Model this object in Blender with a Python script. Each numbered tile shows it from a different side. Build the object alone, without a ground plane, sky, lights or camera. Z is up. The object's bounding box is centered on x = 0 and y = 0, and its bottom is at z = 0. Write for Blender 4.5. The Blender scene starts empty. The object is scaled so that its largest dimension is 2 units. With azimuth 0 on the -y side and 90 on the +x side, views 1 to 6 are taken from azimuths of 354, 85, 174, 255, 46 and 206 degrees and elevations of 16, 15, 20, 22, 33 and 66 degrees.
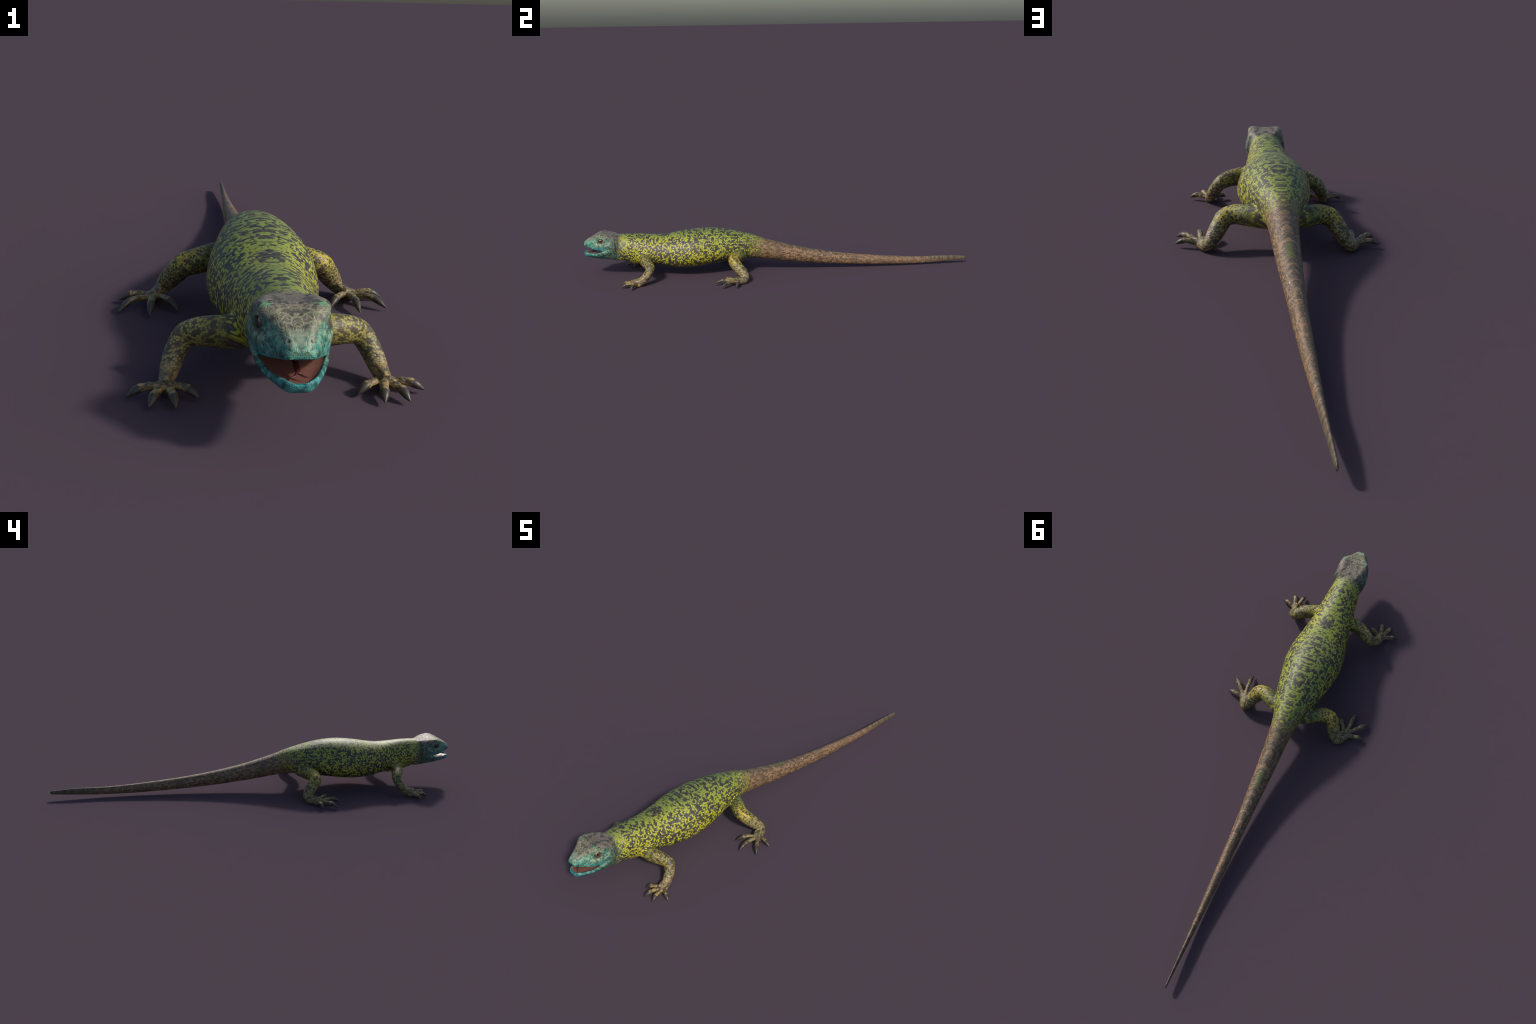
import bpy, math
import numpy as np
from mathutils import Vector

# ----------------------------------------------------------------------------
# A green lizard with an open mouth, standing on four bent legs.
# Frame: head towards -y, tail towards +y, mirror plane x = 0, ground z = 0.
# ----------------------------------------------------------------------------

# ---------------------------------------------------------------- helpers
def hermite(xs, vs, x):
    """Smooth interpolation of rows `vs` given at stations `xs`."""
    xs = np.asarray(xs, float); vs = np.asarray(vs, float); x = np.asarray(x, float)
    m = np.gradient(vs, xs, axis=0)
    i = np.clip(np.searchsorted(xs, x) - 1, 0, len(xs) - 2)
    h = xs[i + 1] - xs[i]
    t = np.clip((x - xs[i]) / h, 0, 1)
    if vs.ndim == 2:
        h = h[:, None]; t = t[:, None]
    return ((2*t**3 - 3*t**2 + 1)*vs[i] + (t**3 - 2*t**2 + t)*h*m[i]
            + (-2*t**3 + 3*t**2)*vs[i + 1] + (t**3 - t**2)*h*m[i + 1])

def catmull_closed(pts, sub):
    """Closed Catmull-Rom curve through pts (k, 2)."""
    p = np.asarray(pts, float); out = []
    a, b, c, d = np.roll(p, 1, 0), p, np.roll(p, -1, 0), np.roll(p, -2, 0)
    for s in range(sub):
        t = s / sub
        out.append(0.5*((2*b) + (-a + c)*t + (2*a - 5*b + 4*c - d)*t*t + (-a + 3*b - 3*c + d)*t**3))
    return np.stack(out, 1).reshape(-1, p.shape[1])

class Soup:
    """Collects closed lofts before they are fused into one skin."""
    def __init__(self):
        self.v, self.f, self.n = [], [], 0
    def loft(self, rings):
        rings = np.asarray(rings, float); k, m, _ = rings.shape
        base = self.n
        ctr0, ctr1 = rings[0].mean(0), rings[-1].mean(0)
        self.v.append(rings.reshape(-1, 3)); self.v.append(np.array([ctr0, ctr1]))
        idx = base + np.arange(k*m).reshape(k, m)
        a, b = idx[:-1], idx[1:]
        q = np.stack([a, np.roll(a, -1, 1), np.roll(b, -1, 1), b], -1).reshape(-1, 4)
        self.f += q.tolist()
        c0, c1 = base + k*m, base + k*m + 1
        for j in range(m):
            jn = (j + 1) % m
            self.f.append([int(idx[0, jn]), int(idx[0, j]), c0])
            self.f.append([int(idx[-1, j]), int(idx[-1, jn]), c1])
        self.n += k*m + 2
    def loft_mirrored(self, rings):
        rings = np.asarray(rings, float)
        self.loft(rings)
        self.loft((rings*np.array([-1, 1, 1]))[:, ::-1])

soup = Soup()

# ---------------------------------------------------------------- trunk and tail
# y, z of the widest line, half width, height above, depth below
TRUNK = np.array([
    (-0.885, 0.168, 0.046, 0.050, 0.062),
    (-0.86, 0.163, 0.053, 0.058, 0.063),
    (-0.80, 0.1484, 0.0630, 0.0752, 0.0625),
    (-0.74, 0.1359, 0.0716, 0.0872, 0.0670),
    (-0.68, 0.1285, 0.0798, 0.0893, 0.0630),
    (-0.62, 0.1207, 0.0885, 0.0938, 0.0619),
    (-0.56, 0.1126, 0.1008, 0.1065, 0.0656),
    (-0.50, 0.1124, 0.1125, 0.1165, 0.0697),
    (-0.44, 0.1185, 0.1163, 0.1180, 0.0735),
    (-0.38, 0.1220, 0.1105, 0.1180, 0.0702),
    (-0.32, 0.1290, 0.0983, 0.1080, 0.0708),
    (-0.26, 0.1385, 0.0860, 0.0885, 0.0710),
    (-0.20, 0.1430, 0.0715, 0.0690, 0.0690),
    (-0.14, 0.1360, 0.0525, 0.0605, 0.0630),
    (-0.07, 0.1180, 0.0430, 0.0535, 0.0525),
    (0.00, 0.0999, 0.0380, 0.0500, 0.0450),
    (0.10, 0.0790, 0.0325, 0.0440, 0.0365),
    (0.20, 0.0660, 0.0275, 0.0365, 0.0345),
    (0.32, 0.0500, 0.0226, 0.0325, 0.0280),
    (0.45, 0.0370, 0.0190, 0.0300, 0.0222),
    (0.60, 0.0300, 0.0145, 0.0233, 0.0208),
    (0.75, 0.0275, 0.0095, 0.0172, 0.0190),
    (0.88, 0.0285, 0.0056, 0.0160, 0.0150),
    (0.95, 0.0290, 0.0042, 0.0122, 0.0115),
    (0.988, 0.0285, 0.0034, 0.0095, 0.0090),
])
TRUNK[:, 1] -= np.interp(TRUNK[:, 0], [-.30, .0], [.0012, -.0004])
TRUNK[:, 2] *= np.interp(TRUNK[:, 0], [-.10, .10], [1.0, 1.07])
TRUNK[:, 4] += np.interp(TRUNK[:, 0], [-.20, .05, .9, 1.0], [0, .0010, .0008, 0])
def trunk(y):
    return hermite(TRUNK[:, 0], TRUNK[:, 1:], y)

ys = np.concatenate([np.linspace(-0.885, 0.985, 340), [0.990, 0.994, 0.997, 0.9995]])
sec = trunk(np.minimum(ys, 0.988))
tip = np.where(ys > 0.985, np.sqrt(np.clip(1 - ((ys - 0.985)/0.0150)**2, 0.02, 1)), 1.0)
ang = np.linspace(0, 2*np.pi, 72, endpoint=False)
rings = []
for y, (zc, a, bt, bb), k in zip(ys, sec, tip):
    c, s = np.cos(ang), np.sin(ang)
    b = np.where(s > 0, bt, bb)*k
    rings.append(np.stack([a*k*c, np.full_like(c, y), zc + b*s], -1))
soup.loft(rings)

# ---------------------------------------------------------------- upper head
# y | crown z | crown half width, z | brow | eye level | cheek | lip | palate z
HEAD = np.array([
    (-0.9975, .1865, .009, .186, .0140, .183, .0175, .179, .0195, .175, .0185, .1715, .1720),
    (-0.994, .1905, .011, .1905, .0165, .187, .0210, .181, .0235, .175, .0230, .1705, .1710),
    (-0.986, .1970, .014, .1970, .0205, .192, .0255, .185, .0290, .176, .0285, .1680, .1690),
    (-0.972, .2055, .018, .2055, .0255, .199, .0315, .191, .0360, .179, .0360, .1645, .1665),
    (-0.955, .2140, .023, .2145, .0320, .208, .0380, .197, .0445, .182, .0440, .1590, .1635),
    (-0.935, .2225, .032, .2250, .0450, .2175, .0465, .203, .0545, .183, .0535, .1545, .1600),
    (-0.915, .2290, .041, .2320, .0560, .2240, .0540, .204, .0620, .180, .0590, .1515, .1560),
    (-0.895, .2305, .045, .2330, .0605, .2240, .0595, .204, .0670, .178, .0615, .1470, .1490),
    (-0.870, .2285, .044, .2295, .0605, .2190, .0645, .199, .0700, .172, .0630, .1400, .1350),
    (-0.848, .2250, .041, .2245, .0580, .2120, .0645, .194, .0705, .165, .0610, .1320, .1250),
    (-0.830, .2210, .033, .2190, .0500, .2060, .0570, .189, .0620, .160, .0550, .1320, .1250),
    (-0.810, .2150, .026, .2120, .0400, .2020, .0470, .186, .0510, .158, .0450, .1350, .1280),
])
def head_rings():
    yy = np.linspace(HEAD[0, 0], HEAD[-1, 0], 70)
    out = []
    for y, r in zip(yy, hermite(HEAD[:, 0], HEAD[:, 1:], yy)):
        zt, wc, ze, wb, zb, we, z4, wk, zk, wl, zl, zp = r
        th = min(0.004, wl*0.3)
        half = [(wc*.55, zt + (ze - zt)*.35), (wc, ze), (wb, zb), (we, z4), (wk, zk), (wl, zl + .006),
                (wl - th*.6, zl), (wl - th*2.2, zl + .004), (wl*.45, zp)]
        pts = [(0, zt)] + half + [(0, zp)] + [(-x, z) for x, z in half[::-1]]
        c = catmull_closed(pts, 5)
        out.append(np.stack([c[:, 0], np.full(len(c), y), c[:, 1]], -1)[::-1])
    return out
soup.loft(head_rings())

# ---------------------------------------------------------------- lower jaw
# y | floor z | rim half width, z | side half width, z | bottom half width, z | bottom centre z
JAW = np.array([
    (-0.9995, .1330, .0130, .1350, .0135, .130, .009, .1255, .1245),
    (-0.996, .1320, .0210, .1380, .0215, .130, .015, .1205, .1190),
    (-0.988, .1305, .0280, .1385, .0285, .128, .019, .1170, .1150),
    (-0.975, .1295, .0345, .1370, .0345, .126, .022, .1135, .1110),
    (-0.957, .1290, .0415, .1355, .0410, .124, .024, .1100, .1070),
    (-0.935, .1300, .0495, .1360, .0485, .123, .027, .1065, .1030),
    (-0.912, .1345, .0575, .1430, .0565, .127, .031, .1040, .1005),
    (-0.890, .1430, .0615, .1545, .0610, .133, .035, .1030, .0995),
    (-0.865, .1530, .0650, .1650, .0650, .140, .040, .1020, .0980),
    (-0.840, .1500, .0600, .1640, .0610, .138, .042, .0990, .0940),
    (-0.810, .1450, .0480, .1550, .0520, .135, .040, .0950, .0900),
])
def jaw_rings():
    yy = np.linspace(JAW[0, 0], JAW[-1, 0], 66)
    out = []
    for y, r in zip(yy, hermite(JAW[:, 0], JAW[:, 1:], yy)):
        zf, wr, zr, ws, zs, wb, zb, zbc = r
        th = min(0.0045, wr*.3)
        half = [(wr*.55, zf + .05*(zr - zf)), (wr - th*1.9, zf + .50*(zr - zf)), (wr - th*.8, zr), (wr, zr - .005),
                (ws, zs), (wb, zb)]
        pts = [(0, zf)] + half + [(0, zbc)] + [(-x, z) for x, z in half[::-1]]
        c = catmull_closed(pts, 5)
        out.append(np.stack([c[:, 0], np.full(len(c), y), c[:, 1]], -1)[::-1])
    return out
soup.loft(jaw_rings())

# ---------------------------------------------------------------- limbs and toes
def limb_rings(ctrl, m=28, sub=10):
    """ctrl rows: x, y, z, sideways radius, upright radius."""
    ctrl = np.asarray(ctrl, float)
    d = np.r_[0, np.cumsum(np.linalg.norm(np.diff(ctrl[:, :3], axis=0), axis=1))]
    t = np.linspace(0, d[-1], (len(ctrl) - 1)*sub + 1)
    p = hermite(d, ctrl, t)
    tan = np.gradient(p[:, :3], t, axis=0); tan /= np.linalg.norm(tan, axis=1)[:, None]
    side = np.cross(tan[0], [0, 0, 1.0]); side /= np.linalg.norm(side)
    a = np.linspace(0, 2*np.pi, m, endpoint=False)
    out = []
    for row, tg in zip(p, tan):
        side = side - tg*(side @ tg); side /= np.linalg.norm(side)
        up = np.cross(side, tg)
        out.append(row[:3] + np.outer(np.cos(a)*row[3], side) + np.outer(np.sin(a)*row[4], up))
    return np.array(out)

FORELIMB = [
    (.035, -.696, .110, .030, .032),
    (.075, -.694, .102, .0305, .0330),
    (.110, -.687, .0995, .0275, .0305),
    (.140, -.674, .0945, .0255, .0275),
    (.166, -.663, .0825, .0230, .0240),
    (.181, -.671, .0615, .0210, .0215),
    (.191, -.688, .0410, .0200, .0200),
    (.198, -.707, .0240, .0195, .0170),
    (.202, -.728, .0165, .0225, .0135),
    (.204, -.742, .0135, .0205, .0110),
]
HINDLIMB = [
    (.030, -.190, .106, .030, .033),
    (.065, -.206, .105, .030, .0340),
    (.100, -.226, .1040, .0310, .0325),
    (.132, -.242, .1010, .0300, .0300),
    (.160, -.243, .0920, .0285, .0280),
    (.177, -.226, .0705, .0275, .0265),
    (.192, -.205, .0485, .0260, .0245),
    (.205, -.195, .0300, .0225, .0205),
    (.214, -.198, .0190, .0205, .0165),
    (.226, -.222, .0165, .0225, .0140),
    (.236, -.244, .0140, .0205, .0115),
]
# toes: base, tip (x, y, z)
FORE_TOES = [((.192, -.731, .014), (.143, -.769, .005)),
             ((.197, -.742, .014), (.184, -.810, .005)),
             ((.208, -.742, .014), (.232, -.806, .005)),
             ((.212, -.733, .014), (.272, -.757, .005))]
HIND_TOES = [((.224, -.238, .015), (.175, -.310, .005)),
             ((.232, -.250, .015), (.238, -.349, .007)),
             ((.242, -.246, .015), (.309, -.317, .005)),
             ((.238, -.230, .016), (.312, -.241, .007))]
CLAW_START = 0.60
def toe_rings(base, tip, r):
    b, t = np.array(base), np.array(tip)
    L = np.linalg.norm(t - b)
    arch = 0.0085*L/0.07
    rows = []
    for s, k, up in [(-.15, 1.05, 0), (.08, .98, .20), (.20, .84, .45), (.32, .95, .80), (.44, .82, .95), (.58, 1.0, 1.05), (.70, .95, .90), (.80, .78, .62), (.90, .45, .28), (1.0, .12, 0)]:
        p = b + (t - b)*s
        rows.append((p[0], p[1], max(p[2] + arch*up, r*k*.92), r*k, r*k*.92))
    return limb_rings(rows, m=18, sub=5)

soup.loft_mirrored(limb_rings(FORELIMB))
soup.loft_mirrored(limb_rings(HINDLIMB))
for b, t in FORE_TOES: soup.loft_mirrored(toe_rings(b, t, .0091))
for b, t in HIND_TOES: soup.loft_mirrored(toe_rings(b, t, .0091))

# ---------------------------------------------------------------- fuse into one skin
def fuse(soup, voxel):
    me = bpy.data.meshes.new("skin_soup")
    me.from_pydata(np.concatenate(soup.v).tolist(), [], soup.f)
    ob = bpy.data.objects.new("skin_soup", me)
    bpy.context.scene.collection.objects.link(ob)
    md = ob.modifiers.new("fuse", 'REMESH'); md.mode = 'VOXEL'; md.voxel_size = voxel; md.adaptivity = 0
    dg = bpy.context.evaluated_depsgraph_get(); dg.update()
    ev = ob.evaluated_get(dg).to_mesh()
    n = len(ev.vertices); V = np.empty(n*3, np.float32); ev.vertices.foreach_get("co", V)
    nl = len(ev.loops); Lp = np.empty(nl, np.int32); ev.loops.foreach_get("vertex_index", Lp)
    npz = len(ev.polygons); ls = np.empty(npz, np.int32); ev.polygons.foreach_get("loop_start", ls)
    lt = np.empty(npz, np.int32); ev.polygons.foreach_get("loop_total", lt)
    assert (lt == 4).all()
    F = Lp.reshape(-1, 4)
    bpy.data.objects.remove(ob); bpy.data.meshes.remove(me)
    return V.reshape(-1, 3).astype(float), F

V, F = fuse(soup, 0.0019)

def edges_of(F):
    e = np.concatenate([F[:, [0, 1]], F[:, [1, 2]], F[:, [2, 3]], F[:, [3, 0]]])
    e.sort(axis=1)
    return np.unique(e, axis=0)
E = edges_of(F)
deg = np.bincount(E.ravel(), minlength=len(V)).astype(float)
def average(X):
    out = np.zeros_like(X)
    for k in range(X.shape[1]):
        out[:, k] = (np.bincount(E[:, 0], X[E[:, 1], k], len(X)) + np.bincount(E[:, 1], X[E[:, 0], k], len(X)))/deg
    return out
def smooth(V, rounds, weight):
    for i in range(rounds):
        lam = 0.55 if i % 2 == 0 else -0.57      # Taubin: no shrinking
        V = V + (average(V) - V)*(lam*weight)[:, None]
    return V
def ramp(x, a, b):
    t = np.clip((x - a)/(b - a), 0, 1); return t*t*(3 - 2*t)

ax = np.abs(V[:, 0]); y = V[:, 1]; z = V[:, 2]
V = smooth(V, 10, np.ones(len(V)))
# shoulders and hips flow into the trunk
ax = np.abs(V[:, 0])
join = np.exp(-((ax - .082)/.030)**2)*(np.exp(-((V[:, 1] + .70)/.055)**4))
join += .30*np.exp(-((ax - .072)/.030)**2)*(np.exp(-((V[:, 1] + .205)/.060)**4))
join = np.clip(join, 0, 1)*ramp(V[:, 2], .05, .07)
for _ in range(40):
    V = V + (average(V) - V)*(.5*join)[:, None]
# the neck runs into the head softly
nape = np.exp(-((V[:, 1] + .822)/.018)**2)
for _ in range(10):
    V = V + (average(V) - V)*(.5*nape)[:, None]
# ---------------------------------------------------------------- sculpted face details
EYE = np.array([.0468, -.911, .2015])
EYE_R = .0112
def vertex_normals(V, F):
    n = np.cross(V[F[:, 2]] - V[F[:, 0]], V[F[:, 3]] - V[F[:, 1]])
    N = np.zeros_like(V)
    for k in range(3):
        for c in range(4):
            N[:, k] += np.bincount(F[:, c], n[:, k], len(V))
    return N/np.maximum(np.linalg.norm(N, axis=1), 1e-12)[:, None]

N = vertex_normals(V, F)
ax = np.abs(V[:, 0])
# eye: socket, lids and the fold below
dy, dz = V[:, 1] - EYE[1], V[:, 2] - EYE[2]
slant = math.radians(-18)
ey = dy*math.cos(slant) - dz*math.sin(slant); ez = dy*math.sin(slant) + dz*math.cos(slant)
d = np.sqrt((ey/.0125)**2 + (ez/.0092)**2)
side = ramp(ax, .030, .040)*ramp(np.abs(N[:, 0]), .2, .5)
offs = -.0070*ramp(d, 1.05, .55) + .0022*np.exp(-((d - 1.22)/.20)**2) - .0010*np.exp(-((d - 1.75)/.2)**2)
# ear fold behind the cheek
offs_fold = -.0035*np.exp(-((V[:, 1] + .834 + .10*(V[:, 2] - .17))/.0050)**2)*ramp(V[:, 2], .115, .14)*ramp(V[:, 2], .222, .20)*ramp(ax, .03, .045)
# nostrils
dn = np.linalg.norm(np.stack([ax - .0185, V[:, 1] + .9835, V[:, 2] - .1975], -1), axis=1)
offs_n = -.0025*np.exp(-(dn/.0030)**2)
# lip line below the upper lip
offs_brow = .0014*np.exp(-((ax - .0525)/.0075)**2)*np.exp(-((V[:, 1] + .912)/.020)**2)*ramp(V[:, 2], .213, .219)
V = V + N*(offs*side + offs_fold + offs_n + offs_brow)[:, None]
V[:, 2] = np.where(V[:, 2] < .004, np.maximum(V[:, 2], V[:, 2]*.25 + .0008), V[:, 2])
V[:, 2] = np.maximum(V[:, 2], 0)
N = vertex_normals(V, F)

# ---------------------------------------------------------------- which part is which
def nearest(P, C):
    best = np.full(len(P), 9.0); arg = np.zeros(len(P), int)
    for i, c in enumerate(C):
        dd = np.linalg.norm(P - c, axis=1); m = dd < best
        best[m] = dd[m]; arg[m] = i
    return best, arg
FC = V[F].mean(1); FN = N[F].mean(1)
fx = np.abs(FC[:, 0]); fy = FC[:, 1]; fz = FC[:, 2]
zc, a, bt, bb = trunk(np.clip(fy, -.885, .988)).T
out_of_trunk = np.sqrt((FC[:, 0]/a)**2 + ((fz - zc)/np.where(fz > zc, bt, bb))**2) > 1.06
label = np.full(len(F), "torso", dtype=object)
label[fy < -.735] = "neck"
label[fy < -.833 + .12*(fz - .17)] = "head"
label[fy > -.150] = "tail"
mirror = np.stack([fx, fy, fz], -1)
for kind, ext, ctrl, toes, y0, y1, palm in (("forelimb", "hand", FORELIMB, FORE_TOES, -.83, -.60, 7), ("hindlimb", "foot", HINDLIMB, HIND_TOES, -.37, -.15, 8)):
    sel = np.where(out_of_trunk & (fy > y0) & (fy < y1) & (fx > .055) & ((fx > .085) | (fz < .17)))[0]
    P = mirror[sel]
    line = limb_rings(ctrl).mean(1)
    chains = [line]; tags = [np.where(np.arange(len(line)) > palm*10, 1, 0)]
    for i, (b, t) in enumerate(toes):
        c = toe_rings(b, t, .0091).mean(1); s = np.linspace(-.15, 1, len(c))
        chains.append(c); tags.append(np.where(s < .16, 1, np.where(s < CLAW_START, 10 + i, 20 + i)))
    _, arg = nearest(P, np.concatenate(chains))
    tg = np.concatenate(tags)[arg]
    for sgn, suffix in ((1, ""), (-1, "@")):
        on = (FC[sel, 0] > 0) == (sgn > 0)
        label[sel[on & (tg == 0)]] = kind + suffix
        label[sel[on & (tg == 1)]] = kind + suffix + ">" + ext
        for i in range(4):
            label[sel[on & (tg == 10 + i)]] = kind + suffix + ">toe%d" % i
            label[sel[on & (tg == 20 + i)]] = kind + suffix + ">claw%d" % i
# mouth: lower jaw and lining
hw = hermite(HEAD[:, 0], HEAD[:, 1:], np.clip(fy, HEAD[0, 0], HEAD[-1, 0]))
jw = hermite(JAW[:, 0], JAW[:, 1:], np.clip(fy, JAW[0, 0], JAW[-1, 0]))
front = fy < -.872
label[(fy < -.893) & (fz < .5*(hw[:, 10] + jw[:, 2])) & (fz < .147)] = "head>lower_jaw"
palate = front & (fy > -.9865) & (fx < hw[:, 9] - .0065) & (fz < hw[:, 11] + .006) & (fz > .140) & (FN[:, 2] < .1)
floor = front & (fy > -.989) & (fx < jw[:, 1] - .0072) & (fz < jw[:, 2] + .004) & (fz > jw[:, 0] - .006) & (FN[:, 2] > -.25)
throat = (fy > -.905) & (fy < -.86) & (fx < .036) & (fz > .122) & (fz < .165)
label[palate | floor | throat] = "head>mouth_lining"

# ---------------------------------------------------------------- node building
class Nodes:
    def __init__(self, name):
        self.mat = bpy.data.materials.new(name); self.mat.use_nodes = True
        self.t = self.mat.node_tree; self.t.nodes.clear()
        self.co = self.t.nodes.new("ShaderNodeTexCoord").outputs["Object"]
    def put(self, node, key, v):
        s = node.inputs[key]
        if isinstance(v, bpy.types.NodeSocket): self.t.links.new(v, s)
        elif isinstance(v, (tuple, list)) and s.type == 'RGBA': s.default_value = (*v[:3], 1)
        else: s.default_value = v
    def m(self, op, a, b=0.0, c=0.0, clamp=False):
        n = self.t.nodes.new("ShaderNodeMath"); n.operation = op; n.use_clamp = clamp
        self.put(n, 0, a); self.put(n, 1, b); self.put(n, 2, c); return n.outputs[0]
    def add(self, a, b): return self.m('ADD', a, b)
    def sub(self, a, b): return self.m('SUBTRACT', a, b)
    def mul(self, a, b): return self.m('MULTIPLY', a, b)
    def inv(self, a): return self.m('SUBTRACT', 1.0, a)
    def xyz(self, v):
        n = self.t.nodes.new("ShaderNodeSeparateXYZ"); self.put(n, 0, v); return n.outputs
    def vec(self, x, y, z=0.0):
        n = self.t.nodes.new("ShaderNodeCombineXYZ")
        for i, v in enumerate((x, y, z)): self.put(n, i, v)
        return n.outputs[0]
    def step(self, v, lo, hi):
        """smooth 0..1 from lo to hi (lo may exceed hi)"""
        n = self.t.nodes.new("ShaderNodeMapRange"); n.interpolation_type = 'SMOOTHSTEP'
        flip = (not isinstance(lo, bpy.types.NodeSocket)) and (not isinstance(hi, bpy.types.NodeSocket)) and lo > hi
        self.put(n, 0, v); self.put(n, 1, hi if flip else lo); self.put(n, 2, lo if flip else hi)
        n.inputs[3].default_value, n.inputs[4].default_value = (1, 0) if flip else (0, 1)
        return n.outputs[0]
    def mix(self, f, a, b):
        n = self.t.nodes.new("ShaderNodeMix"); n.data_type = 'RGBA'
        self.put(n, 0, f); self.put(n, 6, a); self.put(n, 7, b); return n.outputs[2]
    def mixf(self, f, a, b):
        n = self.t.nodes.new("ShaderNodeMix"); n.data_type = 'FLOAT'
        self.put(n, 0, f); self.put(n, 2, a); self.put(n, 3, b); return n.outputs[0]
    def noise(self, v, scale, detail=2.0, rough=.5, dim='3D', distort=0.0):
        n = self.t.nodes.new("ShaderNodeTexNoise"); n.noise_dimensions = dim
        self.put(n, "Vector", v); self.put(n, "Scale", scale); self.put(n, "Detail", detail); self.put(n, "Roughness", rough)
        self.put(n, "Distortion", distort)
        return n.outputs[0]
    def voronoi(self, v, scale, rand=1.0, feature='F1', dim='3D', metric='EUCLIDEAN'):
        n = self.t.nodes.new("ShaderNodeTexVoronoi"); n.feature = feature; n.voronoi_dimensions = dim
        if feature == 'F1': n.distance = metric
        self.put(n, "Vector", v); self.put(n, "Scale", scale); self.put(n, "Randomness", rand); return n.outputs
    def bump(self, h, dist, strength=1.0):
        n = self.t.nodes.new("ShaderNodeBump"); self.put(n, "Height", h); self.put(n, "Distance", dist); self.put(n, "Strength", strength)
        return n.outputs[0]
    def finish(self, colour, rough=.5, normal=None, **kw):
        b = self.t.nodes.new("ShaderNodeBsdfPrincipled"); o = self.t.nodes.new("ShaderNodeOutputMaterial")
        self.put(b, "Base Color", colour); self.put(b, "Roughness", rough)
        if normal is not None: self.put(b, "Normal", normal)
        for k, v in kw.items(): self.put(b, k.replace("_", " "), v)
        self.t.links.new(b.outputs[0], o.inputs[0]); return self.mat

def srgb(r, g, b):
    f = lambda c: (c/255/12.92) if c/255 <= .04045 else ((c/255 + .055)/1.055)**2.4
    return (f(r), f(g), f(b))

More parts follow.
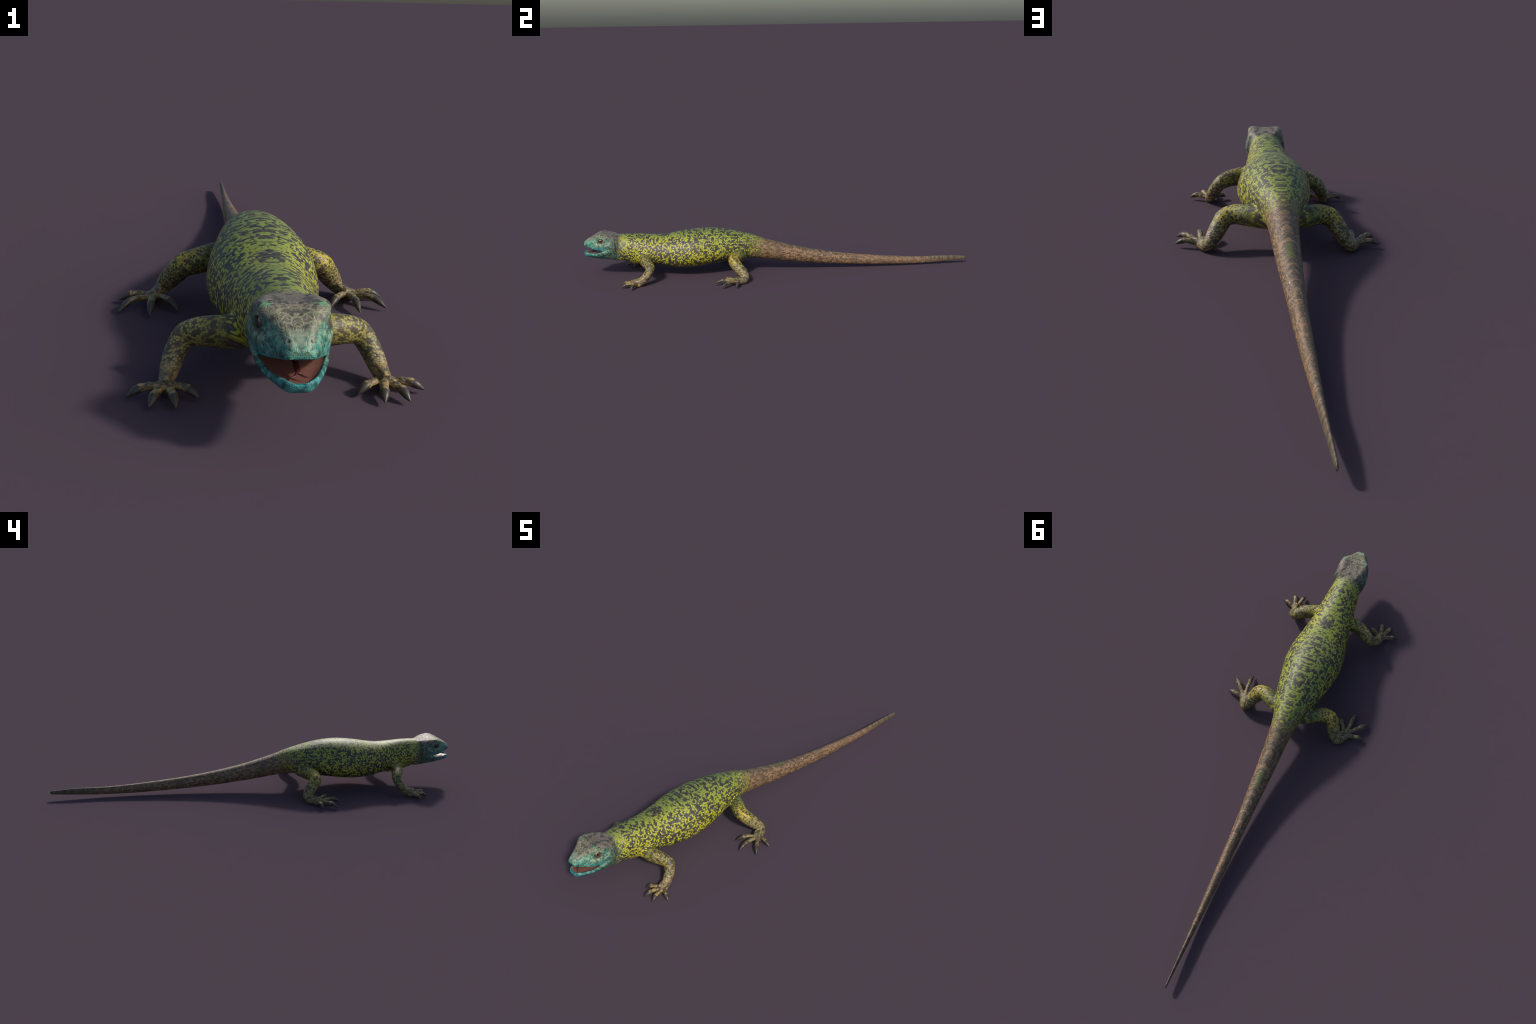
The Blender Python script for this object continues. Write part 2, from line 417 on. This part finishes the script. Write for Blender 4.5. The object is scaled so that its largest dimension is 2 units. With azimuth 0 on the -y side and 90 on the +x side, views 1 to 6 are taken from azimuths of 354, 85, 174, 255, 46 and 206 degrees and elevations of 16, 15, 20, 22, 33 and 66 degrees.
# ---------------------------------------------------------------- skin
def skin_material():
    k = Nodes("lizard_skin")
    x, y, z = k.xyz(k.co); axx = k.m('ABSOLUTE', x)
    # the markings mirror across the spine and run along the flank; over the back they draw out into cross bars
    s = k.sub(z, k.mul(axx, .40))
    wob = k.noise(k.vec(axx, y, z), 30, 1)
    flank = k.vec(k.add(y, k.mul(wob, .010)), k.add(s, k.mul(wob, .012)))

    # ---- trunk: single bright scales that join into a fine net on a dark ground
    vo = k.voronoi(flank, 158, .62, dim='2D')
    cell = vo["Position"]; dist = vo["Distance"]
    big = k.noise(cell, 54, .8, .5, '2D')
    net = k.m('ABSOLUTE', k.sub(big, .5))
    speck = k.noise(cell, 500, 0, .5, '2D')
    back = k.step(s, .135, .190)
    front = k.step(y, -.50, -.75)
    zone = k.noise(flank, 14, 1, .5, '2D')
    width = k.add(k.add(.078, k.mul(front, .010)), k.add(k.mul(k.sub(zone, .5), .035), k.mul(back, .016)))
    soft = k.sub(net, k.mul(k.sub(speck, .5), .10))
    on = k.inv(k.step(soft, k.sub(width, .022), k.add(width, .022)))
    dot = k.step(dist, .68, .32)
    bright = k.mul(on, k.mixf(back, k.add(k.mul(dot, .92), .08), k.add(k.mul(k.step(dist, .80, .38), .9), .1)))
    yellow = srgb(192, 186, 46); lime = srgb(150, 168, 58); leaf = srgb(118, 136, 64)
    hue = k.step(k.add(s, k.mul(k.sub(big, .5), .06)), .06, .185)
    rear = k.step(y, -.66, -.25)
    c_bright = k.mix(k.mul(hue, k.mixf(rear, .35, 1.0)), yellow, lime)
    c_bright = k.mix(k.step(s, .150, .225), c_bright, leaf)
    c_bright = k.mix(k.mul(speck, .35), c_bright, srgb(150, 150, 50))
    c_dark = k.mix(k.mul(k.step(dist, .5, .2), k.step(speck, .42, .62)), srgb(50, 48, 43), srgb(98, 96, 78))
    c_dark = k.mix(k.mul(k.step(k.noise(flank, 120, 2, .5, '2D'), .45, .7), .5), c_dark, srgb(84, 82, 58))
    body = k.mix(bright, c_dark, c_bright)
    belly = k.step(z, .090, .052)
    body = k.mix(k.mul(belly, .45), body, srgb(138, 126, 54))

    # ---- tail: brown, in whorls of narrow scales with short dark dashes
    tv = k.vec(k.mul(y, 105), k.mul(s, 215))
    tvo = k.voronoi(tv, 1.0, .85, dim='2D')
    tcell = tvo["Position"]
    td = k.noise(tcell, .42, 1.5, .6, '2D')
    dash = k.mul(k.step(td, .44, .52), k.step(tvo["Distance"], .85, .35))
    whorl = k.step(k.m('ABSOLUTE', k.sub(k.m('FRACT', k.mul(k.add(y, k.mul(wob, .004)), 95)), .5)), .38, .5)
    bandn = k.noise(k.vec(k.mul(y, 13), .3), 1.0, 2, .6, '2D')
    c_tail = k.mix(k.noise(k.co, 70, 3), srgb(122, 94, 68), srgb(156, 122, 92))
    c_tail = k.mix(k.mul(whorl, .40), c_tail, srgb(98, 76, 56))
    c_tail = k.mix(k.mul(dash, k.mixf(k.step(y, .25, .8), .88, .60)), c_tail, srgb(66, 57, 45))
    c_tail = k.mix(k.mul(k.step(bandn, .50, .68), .40), c_tail, srgb(88, 76, 60))
    c_tail = k.mix(k.mul(k.step(y, .68, .95), .85), c_tail, srgb(84, 74, 57))
    # dorsal chevrons
    rel = k.sub(y, k.mul(axx, .75))
    chev = k.noise(k.vec(k.mul(rel, 62), k.mul(axx, 18)), 1.0, 1.5, .5, '2D')
    dors = k.mul(k.step(axx, .028, .008), k.step(z, k.sub(.105, k.mul(y, .10)), k.sub(.120, k.mul(y, .10))))
    c_tail = k.mix(k.mul(dors, .35), c_tail, srgb(112, 100, 80))
    c_tail = k.mix(k.mul(k.mul(dors, k.step(chev, .47, .58)), .75), c_tail, srgb(64, 58, 48))
    # a faint green blot on the ridge
    blot = k.mul(k.step(k.m('ABSOLUTE', k.sub(y, .125)), .050, .02), k.step(axx, .016, .004))
    blot = k.mul(blot, k.step(z, .09, .11))
    c_tail = k.mix(k.mul(blot, .8), c_tail, srgb(92, 98, 50))
    fleck = k.step(k.voronoi(k.vec(k.mul(y, 6), k.mul(s, 14)), 1.0, 1.0, dim='2D')["Distance"], .024, .012)
    c_tail = k.mix(k.mul(fleck, k.step(y, .10, .2)), c_tail, srgb(200, 196, 186))
    t_noise = k.add(k.mul(k.sub(k.noise(flank, 34, 3, .6, '2D'), .5), .16), k.mul(k.sub(tvo["Distance"], .4), .03))
    t_edge = k.add(k.add(y, t_noise), k.mul(k.sub(z, .15), -.30))
    on_tail = k.step(t_edge, -.17, -.05)
    rump = k.mul(k.step(t_edge, -.24, -.12), k.step(t_edge, .02, -.10))
    body = k.mix(k.mul(rump, k.mul(k.inv(bright), .55)), body, srgb(112, 104, 72))
    colour = k.mix(on_tail, body, c_tail)

    # ---- limbs: markings run in from the side, so they draw out into bands over the front and back
    lvo = k.voronoi(k.vec(axx, y, k.mul(z, 1.35)), 200, .85)
    lcell = lvo["Position"]
    lnet = k.m('ABSOLUTE', k.sub(k.noise(lcell, 55, 1.0), .5))
    l_on = k.mul(k.step(lnet, .115, .060), k.add(k.mul(k.step(lvo["Distance"], .72, .34), .85), .15))
    band = k.noise(k.vec(k.mul(axx, 22), k.mul(y, 45), k.mul(z, 150)), 1.0, 2, .5)
    l_band = k.step(band, .44, .56)
    # hind thigh: bold open network
    warp = k.noise(k.vec(axx, y, z), 70, 2)
    tvr = k.voronoi(k.vec(k.add(axx, k.mul(warp, .030)), k.add(y, k.mul(warp, .026)), k.add(k.mul(z, 1.1), k.mul(k.noise(k.co, 110, 1), .022))), 80, 1.0, 'DISTANCE_TO_EDGE')["Distance"]
    thigh_net = k.mul(k.step(tvr, .22, .05), k.step(k.noise(k.vec(axx, y, z), 45, 2), .36, .52))
    is_hind = k.step(y, -.47, -.46)
    low = k.step(z, .100, .040)
    c_ground = k.mix(k.noise(k.co, 130, 2), srgb(56, 51, 40), srgb(88, 80, 56))
    c_limb = k.mix(l_on, c_ground, k.mix(low, srgb(162, 152, 74), srgb(160, 144, 98)))
    c_hand = k.mix(l_band, srgb(66, 56, 46), srgb(166, 140, 88))
    c_fore = k.mix(k.mul(k.step(z, .055, .025), .70), c_limb, c_hand)
    rootf = k.step(axx, .15, .09)
    c_fore = k.mix(k.mul(rootf, .35), c_fore, srgb(92, 90, 52))
    c_thigh = k.mix(thigh_net, srgb(62, 58, 42), k.mix(k.step(axx, .16, .10), srgb(178, 160, 58), srgb(124, 132, 58)))
    c_hind = k.mix(k.step(k.add(z, k.mul(k.sub(warp, .5), .03)), .102, .080), c_thigh, c_limb)
    c_hind = k.mix(k.mul(k.step(z, .035, .012), .6), c_hind, k.mix(l_band, srgb(66, 60, 47), srgb(146, 126, 82)))
    c_leg = k.mix(is_hind, c_fore, c_hind)
    on_fore = k.mul(k.mul(k.step(axx, .080, .112), k.step(y, -.60, -.625)), k.inv(k.step(y, -.84, -.86)))
    on_hind = k.mul(k.mul(k.step(k.add(axx, k.mul(y, .12)), .045, .080), k.step(k.add(y, k.mul(axx, .25)), -.30, -.27)), k.step(z, .160, .130))
    on_hind = k.m('MAXIMUM', on_hind, k.mul(k.step(axx, .112, .120), k.step(y, -.40, -.38)))
    on_leg = k.mul(k.m('MAXIMUM', on_fore, on_hind), k.step(y, -.10, -.14))
    colour = k.mix(on_leg, colour, c_leg)

    # ---- head
    hv = k.vec(axx, y, z)
    hw_ = k.noise(hv, 60, 2)
    hvw = k.vec(k.add(axx, k.mul(hw_, .020)), k.add(y, k.mul(hw_, .014)), z)
    fine = k.voronoi(hv, 330, .95, 'DISTANCE_TO_EDGE')["Distance"]
    grit = k.noise(hv, 150, 3, .6)
    fine_on = k.step(k.add(fine, k.mul(k.sub(grit, .5), .50)), -.02, .17)
    patch = k.noise(hv, 42, 2)
    patch2 = k.noise(k.vec(k.add(axx, .4), y, z), 85, 2)
    # muted grey green cheeks, pale below the eye, teal snout and jaw, blue lip
    muzzle = k.step(k.add(y, k.mul(k.sub(patch, .5), .06)), -.905, -.965)
    lip = k.step(k.add(z, k.mul(k.sub(patch2, .5), .02)), .182, .160)
    cheek = k.mix(k.step(patch, .42, .60), srgb(74, 120, 104), srgb(144, 164, 138))
    teal = k.mix(k.step(patch2, .40, .65), srgb(40, 134, 116), srgb(118, 180, 152))
    side_c = k.mix(k.m('MAXIMUM', k.mul(muzzle, .9), k.mul(lip, k.step(y, -.87, -.93))), cheek, teal)
    side_c = k.mix(k.mul(k.mul(lip, k.step(y, k.mixf(k.step(z, .150, .140), -.865, -.905), k.mixf(k.step(z, .150, .140), -.90, -.955))), .75), side_c, k.mix(patch2, srgb(40, 140, 140), srgb(70, 165, 172)))
    under = k.mul(k.step(k.m('ABSOLUTE', k.add(y, .925)), .032, .012), k.step(k.m('ABSOLUTE', k.sub(z, .181)), .013, .004))
    side_c = k.mix(k.mul(k.mul(under, k.step(patch2, .40, .58)), .7), side_c, srgb(168, 188, 160))
    rear_ = k.step(k.add(y, k.mul(k.sub(patch, .5), .08)), -.880, -.835)
    side_c = k.mix(k.mul(rear_, .70), side_c, k.mix(patch2, srgb(58, 66, 56), srgb(112, 116, 94)))
    jawm = k.mul(k.step(z, .146, .136), k.step(y, -.985, -.955))
    side_c = k.mix(k.mul(jawm, k.add(.30, k.mul(k.step(patch2, .56, .42), .5))), side_c, srgb(30, 82, 74))
    side_c = k.mix(fine_on, k.mix(.5, side_c, srgb(16, 34, 32)), side_c)
    side_c = k.mix(k.mul(k.step(k.noise(hv, 95, 3, .65), .53, .38), .75), side_c, srgb(26, 44, 40))
    side_c = k.mix(k.mul(k.step(k.noise(k.vec(k.add(axx, .7), y, z), 80, 3, .6), .55, .70), .6), side_c, srgb(150, 172, 148))
    # crown shields: pale worm lines on grey brown
    plate = k.voronoi(hvw, 54, .9, 'DISTANCE_TO_EDGE')["Distance"]
    ringn = k.noise(hvw, 82, 2, .6)
    worm = k.m('MAXIMUM', k.mul(k.step(plate, .10, .02), .9), k.step(k.m('ABSOLUTE', k.sub(ringn, .5)), .045, .01))
    crown_c = k.mix(k.noise(hv, 90, 3), srgb(70, 65, 60), srgb(128, 117, 106))
    crown_c = k.mix(k.mul(worm, .70), crown_c, k.mix(k.step(y, -.90, -.94), srgb(142, 132, 112), srgb(150, 156, 118)))
    crown_c = k.mix(k.mul(k.step(k.noise(k.vec(k.add(axx, .9), y, z), 60, 2), .50, .40), .7), crown_c, srgb(50, 48, 44))
    snout_pale = k.mul(k.step(k.add(y, k.mul(k.sub(patch2, .5), .03)), -.955, -.980), k.step(axx, .030, .012))
    crown_c = k.mix(k.mul(snout_pale, .70), crown_c, k.mix(patch2, srgb(110, 150, 126), srgb(186, 186, 160)))
    browm = k.mul(k.step(k.m('ABSOLUTE', k.sub(y, -.908)), .018, .006), k.step(axx, .022, .040))
    crown_c = k.mix(k.mul(browm, k.step(patch2, .50, .60)), crown_c, srgb(104, 156, 112))
    crown_c = k.mix(k.mul(browm, k.step(patch2, .46, .36)), crown_c, srgb(40, 46, 42))
    edge_z = k.mixf(k.step(y, -.995, -.915), .194, .221)
    edge_z = k.sub(edge_z, k.mul(k.step(y, -.89, -.83), .014))
    crown = k.step(k.add(z, k.mul(k.sub(patch2, .5), .020)), k.sub(edge_z, .005), k.add(edge_z, .005))
    head_c = k.mix(crown, side_c, crown_c)
    # eye surround
    ed = k.m('SQRT', k.add(k.m('POWER', k.mul(k.sub(y, float(EYE[1])), 1/.0165), 2.0), k.m('POWER', k.mul(k.sub(z, float(EYE[2]) - .001), 1/.0130), 2.0)))
    lid = k.mul(k.step(k.add(ed, k.mul(k.sub(grit, .5), .5)), 1.15, .80), k.step(axx, .03, .04))
    head_c = k.mix(lid, head_c, srgb(72, 68, 54))
    nd = k.m('SQRT', k.add(k.add(k.m('POWER', k.sub(axx, .0185), 2.0), k.m('POWER', k.add(y, .9835), 2.0)), k.m('POWER', k.sub(z, .1975), 2.0)))
    head_c = k.mix(k.step(nd, .0045, .002), head_c, srgb(40, 40, 34))
    loose = k.add(k.mul(k.sub(speck, .5), .035), k.mul(k.sub(k.noise(cell, 90, 1, .5, '2D'), .5), .06))
    h_edge = k.add(k.add(y, k.mul(loose, 1.4)), k.mul(k.sub(z, .17), -.12))
    on_head = k.step(h_edge, -.804, -.838)
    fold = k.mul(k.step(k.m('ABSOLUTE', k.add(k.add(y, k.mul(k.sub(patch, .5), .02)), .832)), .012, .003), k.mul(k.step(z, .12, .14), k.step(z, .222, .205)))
    nape_grey = k.mul(k.step(h_edge, -.785, -.815), k.inv(bright))
    colour = k.mix(k.mul(nape_grey, .6), colour, srgb(96, 102, 84))
    colour = k.mix(on_head, colour, head_c)
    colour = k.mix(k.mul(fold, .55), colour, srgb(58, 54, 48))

    # ---- fine scale relief
    h = k.mixf(on_head, k.mul(dist, -1.0), k.mixf(crown, k.mul(fine, 1.5), k.mul(k.step(plate, 0.0, .10), .9)))
    h = k.mixf(on_leg, h, k.mul(lvo["Distance"], -1.0))
    h = k.mixf(on_tail, h, k.mul(k.add(tvo["Distance"], whorl), -1.0))
    nrm = k.bump(h, .0011, .55)
    return k.finish(colour, .52, nrm)

def claw_material():
    k = Nodes("claw_horn")
    n = k.noise(k.co, 120, 3)
    c = k.mix(n, srgb(42, 38, 32), srgb(80, 72, 60))
    return k.finish(c, .42)

def lining_material():
    k = Nodes("mouth_lining")
    c = k.mix(k.noise(k.co, 60, 3), srgb(112, 74, 64), srgb(136, 94, 82))
    return k.finish(c, .45, k.bump(k.noise(k.co, 200, 2), .0006, .4))

def tongue_material():
    k = Nodes("tongue_flesh")
    c = k.mix(k.noise(k.co, 150, 2), srgb(62, 26, 28), srgb(84, 38, 38))
    return k.finish(c, .4)

def eye_material():
    k = Nodes("lizard_eye")
    x, y, z = k.xyz(k.co)
    r = k.m('SQRT', k.add(k.m('POWER', y, 2.0), k.m('POWER', z, 2.0)))
    iris = k.mix(k.noise(k.co, 500, 2), srgb(104, 70, 36), srgb(136, 98, 56))
    c = k.mix(k.step(r, .0046, .0056), srgb(14, 13, 14), iris)
    c = k.mix(k.step(r, .0074, .0086), c, srgb(78, 66, 48))
    return k.finish(c, .12, None, Coat_Weight=.6)

SKIN = skin_material(); CLAW = claw_material(); LINING = lining_material(); TONGUE = tongue_material(); EYEM = eye_material()

# ---------------------------------------------------------------- objects
coll = bpy.context.scene.collection
root = bpy.data.objects.new("lizard", None); coll.objects.link(root)
root["label"] = "green speckled lizard with open mouth, teal head, brown tail"
root["category"] = "lizard"

def part(name, faces, mat, parent):
    sub = F[faces]; used, inv_ = np.unique(sub, return_inverse=True)
    me = bpy.data.meshes.new(name)
    me.from_pydata(V[used].tolist(), [], inv_.reshape(-1, 4).tolist())
    me.polygons.foreach_set("use_smooth", np.ones(len(sub), bool))
    me.normals_split_custom_set_from_vertices(N[used].tolist())
    me.materials.append(mat)
    ob = bpy.data.objects.new(name, me); coll.objects.link(ob); ob.parent = parent
    return ob

made = {}
def base_name(key):
    n = key.split(">")[-1].replace("@", "")
    return n.rstrip("0123456789")
for key in sorted(set(label), key=lambda t: (t.count(">"), t)):
    faces = np.where(label == key)[0]
    top = key.split(">")[0]
    nm = base_name(key)
    mat = CLAW if nm == "claw" else LINING if nm == "mouth_lining" else SKIN
    made[key] = part(nm, faces, mat, made[top] if ">" in key else root)

# eyes
def uv_sphere(name, radius, mat):
    me = bpy.data.meshes.new(name); vs, fs = [], []
    n, m = 20, 32
    for i in range(n + 1):
        th = math.pi*i/n
        for j in range(m):
            ph = 2*math.pi*j/m
            vs.append((radius*math.cos(th), radius*math.sin(th)*math.cos(ph), radius*math.sin(th)*math.sin(ph)))
    for i in range(n):
        for j in range(m):
            fs.append((i*m + j, i*m + (j + 1) % m, (i + 1)*m + (j + 1) % m, (i + 1)*m + j))
    me.from_pydata(vs, [], fs); me.polygons.foreach_set("use_smooth", [True]*len(fs)); me.materials.append(mat)
    me.validate(); return me
eye_me = uv_sphere("eye", EYE_R, EYEM)
for sgn in (1, -1):
    ob = bpy.data.objects.new("eye", eye_me); coll.objects.link(ob); ob.parent = made["head"]
    ob.location = (sgn*EYE[0], EYE[1], EYE[2])
    ob.rotation_euler = (0, 0, 0 if sgn > 0 else math.pi)

# tongue: a flat ribbon that rises from the throat and ends in a fork
def tongue():
    t = Soup()
    t.loft(limb_rings([(0, -.880, .140, .0075, .0030), (0, -.910, .146, .0065, .0026), (0, -.940, .146, .0052, .0022),
                       (0, -.962, .1425, .0052, .0018), (0, -.974, .1395, .0046, .0016)], m=16, sub=6))
    for sgn in (1, -1):
        t.loft(limb_rings([(0.001*sgn, -.966, .1403, .0026, .0015), (.0050*sgn, -.977, .1385, .0022, .0012), (.0095*sgn, -.981, .1380, .0015, .0009),
                           (.0145*sgn, -.984, .1378, .0006, .0005)], m=10, sub=5))
    me = bpy.data.meshes.new("tongue"); me.from_pydata(np.concatenate(t.v).tolist(), [], t.f)
    me.polygons.foreach_set("use_smooth", [True]*len(me.polygons)); me.materials.append(TONGUE)
    ob = bpy.data.objects.new("tongue", me); coll.objects.link(ob); ob.parent = made["head"]
tongue()
